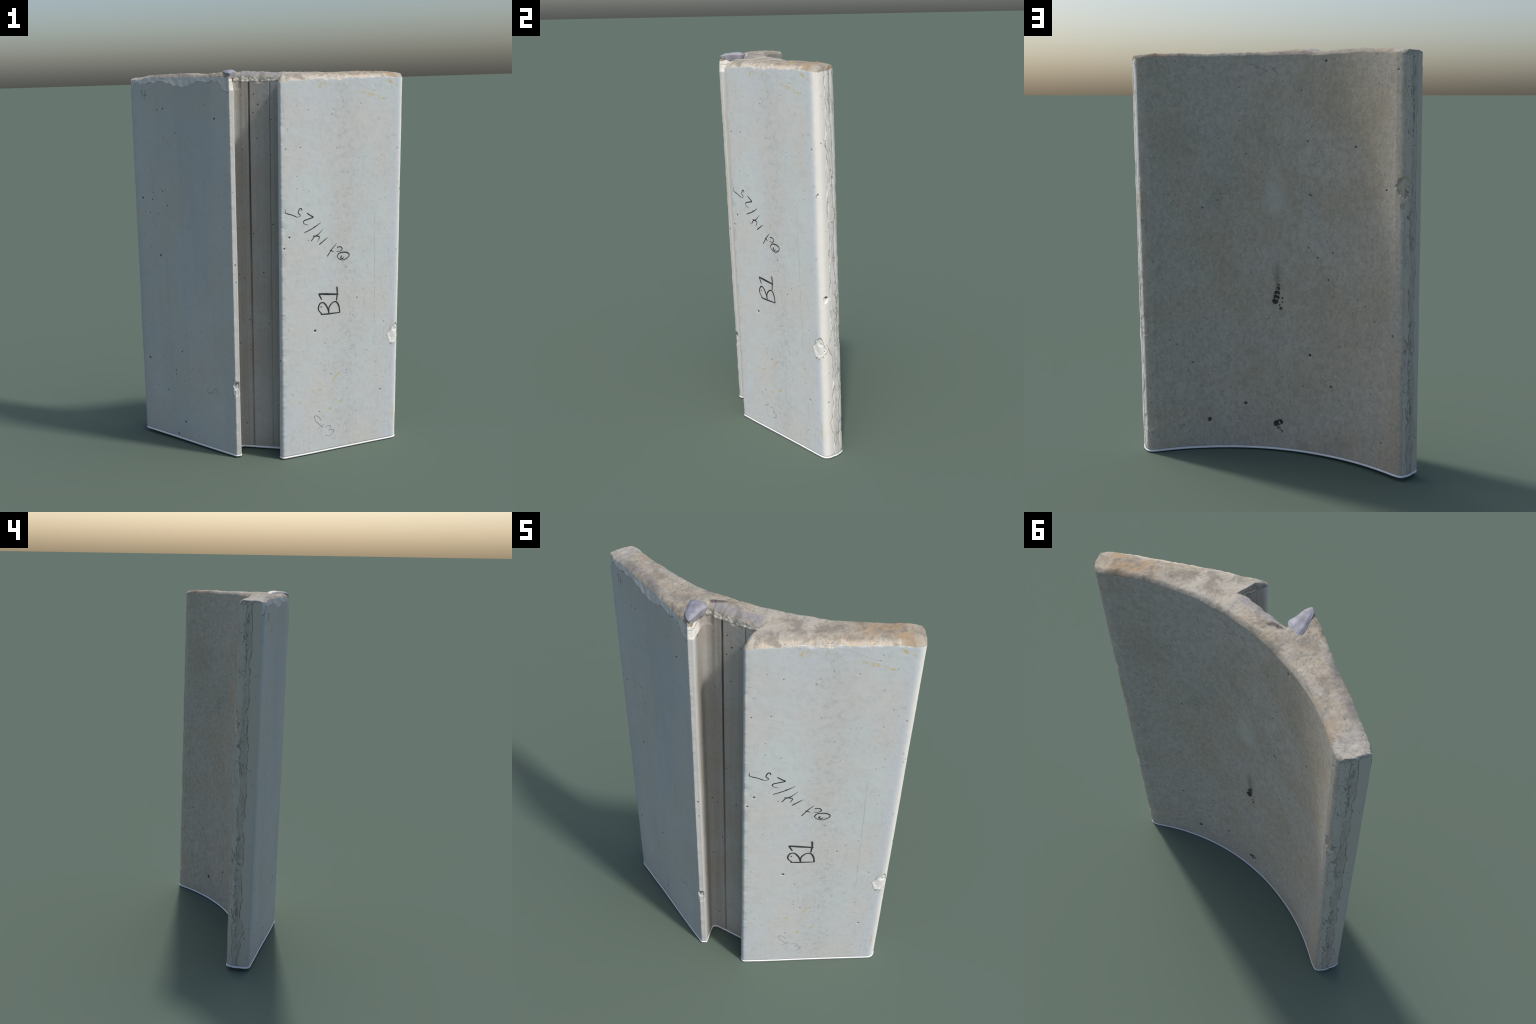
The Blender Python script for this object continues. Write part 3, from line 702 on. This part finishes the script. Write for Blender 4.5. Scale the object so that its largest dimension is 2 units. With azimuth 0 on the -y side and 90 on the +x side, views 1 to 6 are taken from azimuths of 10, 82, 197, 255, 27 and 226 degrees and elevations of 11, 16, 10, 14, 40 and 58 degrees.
    c = T.mix(T.m("MULTIPLY", T.ramp(T.noise(T.u, 11, 4, 0.65, 0.5), 0.50, 0.66), 0.62), c, (0.23, 0.215, 0.195))
    c = T.mix(T.line(T.m("SUBTRACT", T.noise(T.u, 9, 5, 0.7, 0.6), 0.5), 0.012), c, T.mix(0.55, c, (0.16, 0.14, 0.12)))
    c = T.mix(1.0, c, (0.86, 0.83, 0.775), "MULTIPLY")
    return T.finish(c, 0.85, T.noise(T.u, 90, 5, 0.65), 0.0018)

def plain_material(name, colour, rough, scale=40, var=0.12, spec=0.3):
    T = Tree(name)
    dark = tuple(v * (1 - var) for v in colour)
    return T.finish(T.mix(T.ramp(T.noise(T.u, scale, 4), 0.3, 0.7), dark, colour), rough, spec=spec)

m_right = wing_material("smooth_concrete_marked", RW, holes_of(WING_R), SPALL_R, True)
m_left = wing_material("smooth_concrete_shade_darkened", LW, holes_of(WING_L), SPALL_L, False)
m_endr, m_endl = end_material("end_face_concrete", ER, False), end_material("end_face_concrete_shade_tinted", EL, True)
m_hollow, m_chan, m_top = hollow_material(), channel_material(), top_material()
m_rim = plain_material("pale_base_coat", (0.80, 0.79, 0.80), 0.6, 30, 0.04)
m_ink = plain_material("marker_ink", (0.050, 0.050, 0.058), 0.7, 120, 0.35)
m_pencil = plain_material("pencil_graphite", (0.38, 0.39, 0.385), 0.7, 120, 0.3)
m_scratch = plain_material("scratched_mark", (0.25, 0.25, 0.245), 0.8, 120, 0.3)
m_putty = plain_material("grey_putty", (0.31, 0.31, 0.355), 0.5, 30, 0.28, 0.4)

part("wing", faces_of[WING_R], m_right)
part("wing", faces_of[WING_L], m_left)
part("channel", faces_of[CHAN], m_chan)
part("end_face", faces_of[END_R], m_endr)
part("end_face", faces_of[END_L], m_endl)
part("concave_face", faces_of[HOLLOW], m_hollow)
part("top_face", cap_q, m_top)
part("base_rim", np.vstack([rim_q, bot_q]), m_rim)

# ------------------------------------------------------------------ handwriting, as raised strokes that follow the wing
def spline(pts, n=14):
    p = np.array(pts, float)
    if len(p) == 2: return p[0] + (p[1] - p[0]) * np.linspace(0, 1, n)[:, None]
    q = np.vstack([2 * p[0] - p[1], p, 2 * p[-1] - p[-2]])
    out = []
    for i in range(1, len(q) - 2):
        t = np.linspace(0, 1, n, endpoint=False)[:, None]
        a, b, c, d = q[i - 1], q[i], q[i + 1], q[i + 2]
        out.append(0.5 * (2 * b + (c - a) * t + (2 * a - 5 * b + 4 * c - d) * t ** 2 + (3 * b - a - 3 * c + d) * t ** 3))
    return np.vstack(out + [p[-1:]])

def write(name, strokes, fr, reg, width, mat, taper=0.35, parent=None):
    o, u = fr
    nrm = np.array([u[1], -u[0]]) if reg == WING_R else np.array([-u[1], u[0]])
    v, f = [], []
    for k, st in enumerate(strokes):
        c = spline(st)
        t = np.gradient(c, axis=0); t /= np.linalg.norm(t, axis=1)[:, None] + 1e-9
        side = np.c_[-t[:, 1], t[:, 0]]
        tt = np.linspace(0, 1, len(c))
        w = width * (1 - taper * sstep(0.5, 1.0, tt)) * (1 + 0.18 * vnoise(tt * 6 + k * 3.1, k, 0, 71))
        prof = np.array([-1, -0.55, 0, 0.55, 1]); lift = np.array([-0.0003, 0.0007, 0.0011, 0.0007, -0.0003])
        pts = c[:, None] + side[:, None] * (w[:, None] * prof)[..., None]
        xy = (o + u * pts[..., 0:1])
        flat = xy.reshape(-1, 2); zz = pts[..., 1].ravel()
        d = wall_disp(flat, zz, reg, np.zeros(len(zz))).reshape(pts.shape[:2])
        d = np.maximum(d, d[:, 2:3] - 0.0003) + lift
        p3 = lean(xy + nrm * d[..., None], pts[..., 1])
        base = sum(len(q) for q in v)
        v.append(p3.reshape(-1, 3))
        for i in range(len(c) - 1):
            for j in range(4):
                a = base + i * 5 + j
                f.append([a, a + 1, a + 6, a + 5])
    ob = add_mesh(name, np.vstack(v), np.array(f), mat, parent=parent or root)
    ob["kind"] = "stuff"
    return ob

ID = [[(0.303, 0.900), (0.305, 0.867), (0.301, 0.827)], [(0.199, 0.874), (0.244, 0.869), (0.312, 0.860)], [(0.200, 0.873), (0.244, 0.866), (0.310, 0.857)], [(0.216, 0.841), (0.199, 0.874)],
      [(0.211, 0.763), (0.254, 0.761), (0.320, 0.760)], [(0.320, 0.760), (0.315, 0.794), (0.300, 0.819), (0.279, 0.818), (0.259, 0.796), (0.257, 0.766)],
      [(0.257, 0.766), (0.249, 0.793), (0.229, 0.822), (0.209, 0.823), (0.198, 0.804), (0.200, 0.785), (0.219, 0.763)], [(0.210, 0.803), (0.216, 0.803)]]
DATE = [[(0.108, 1.311), (0.105, 1.320), (0.097, 1.320), (0.089, 1.307), (0.089, 1.298), (0.099, 1.288), (0.094, 1.281), (0.079, 1.279)], [(0.079, 1.281), (0.053, 1.293), (0.021, 1.305), (0.019, 1.324)],
        [(0.135, 1.296), (0.154, 1.282), (0.169, 1.272), (0.145, 1.265), (0.120, 1.258), (0.116, 1.249), (0.127, 1.239), (0.141, 1.236)], [(0.121, 1.198), (0.169, 1.217), (0.211, 1.241)],
        [(0.159, 1.152), (0.175, 1.172), (0.198, 1.183), (0.225, 1.209)], [(0.169, 1.177), (0.203, 1.170), (0.193, 1.145)], [(0.203, 1.130), (0.250, 1.162)],
        [(0.248, 1.065), (0.273, 1.098), (0.299, 1.125)], [(0.263, 1.095), (0.284, 1.085)], [(0.303, 1.106), (0.323, 1.107), (0.332, 1.094), (0.319, 1.084), (0.301, 1.086)],
        [(0.304, 1.058), (0.314, 1.073), (0.344, 1.077), (0.370, 1.067), (0.367, 1.049), (0.339, 1.037), (0.314, 1.045), (0.304, 1.058)], [(0.330, 1.060), (0.324, 1.049), (0.337, 1.045), (0.342, 1.054)]]
PENCIL = [[(0.180, 0.187), (0.174, 0.210), (0.188, 0.212), (0.202, 0.200), (0.212, 0.182)], [(0.180, 0.183), (0.202, 0.162), (0.224, 0.140)], [(0.229, 0.158), (0.190, 0.134)],
          [(0.239, 0.142), (0.256, 0.146), (0.270, 0.136), (0.261, 0.120)], [(0.261, 0.120), (0.283, 0.117), (0.285, 0.102), (0.266, 0.087), (0.239, 0.094)]]
SCRIB = [[(0.188, 0.339), (0.180, 0.323), (0.168, 0.330), (0.154, 0.329), (0.140, 0.352), (0.127, 0.358), (0.119, 0.345), (0.111, 0.327)]]
HOOKS = [[(0.585, 1.905), (0.579, 1.912), (0.576, 1.897), (0.580, 1.872)], [(0.556, 1.910), (0.553, 1.900), (0.558, 1.865)], [(0.568, 1.889), (0.542, 1.887)]]
write("identity_mark", ID, RW, WING_R, 0.0039, m_ink, 0.15)
write("written_date", DATE, RW, WING_R, 0.0028, m_ink, 0.55)
write("pencil_note", PENCIL, RW, WING_R, 0.0017, m_pencil)
write("scratched_note", SCRIB + HOOKS, LW, WING_L, 0.0022, m_scratch)

# ------------------------------------------------------------------ putty left on the lip of the channel
PUTTY = [(-0.132, -0.188), (-0.152, -0.178), (-0.170, -0.152), (-0.188, -0.112), (-0.202, -0.066), (-0.198, -0.040), (-0.168, -0.044), (-0.138, -0.056), (-0.122, -0.076), (-0.126, -0.110), (-0.124, -0.150)]
poly = np.array(PUTTY + PUTTY[:2] + PUTTY[2:3])
ring = spline(poly, 8)[8:8 + 8 * len(PUTTY)]
NA, NR = len(ring), 14
mid = np.array([-0.156, -0.108])
grow = np.linspace(0, 1, NR + 1)
pv, pf = [], []
for i, k in enumerate(grow):
    for p in ring:
        q = mid + (p - mid) * k
        back = sstep(-0.14, -0.04, q[1]) * sstep(0.10, 0.20, -q[0])
        h = 1.9970 - 0.0035 * back - 0.0060 * sstep(-0.15, -0.20, q[1]) - 0.007 * sstep(0.45, 1.0, k) ** 2
        h += 0.0014 * float(fbm(q[0] * 22, q[1] * 22, 0, 2, 82)) + 0.0045 * math.exp(-(((q[0] + 0.145) / 0.02) ** 2 + ((q[1] + 0.10) / 0.03) ** 2))
        pv.append(lean(q, h))
for drop, inset in ((0.004, 0.998), (0.010, 0.98), (0.020, 0.93), (0.030, 0.88)):      # rolled edge tucking under
    for p in ring:
        q = mid + (p - mid) * inset
        back = sstep(-0.14, -0.04, p[1]) * sstep(0.10, 0.20, -p[0])
        pv.append(lean(q, 1.9895 - 0.0035 * back - 0.0060 * sstep(-0.15, -0.20, p[1]) - drop))
for i in range(NR + 4):
    for j in range(NA):
        jj = (j + 1) % NA
        pf.append([i * NA + j, (i + 1) * NA + j, (i + 1) * NA + jj, i * NA + jj])
pv, pf = np.array(pv), np.array(pf)
m = pf[NA * 3]
if np.cross(pv[m[1]] - pv[m[0]], pv[m[2]] - pv[m[0]])[2] < 0:
    pf = pf[:, ::-1]
add_mesh("putty_lump", pv, pf, m_putty)
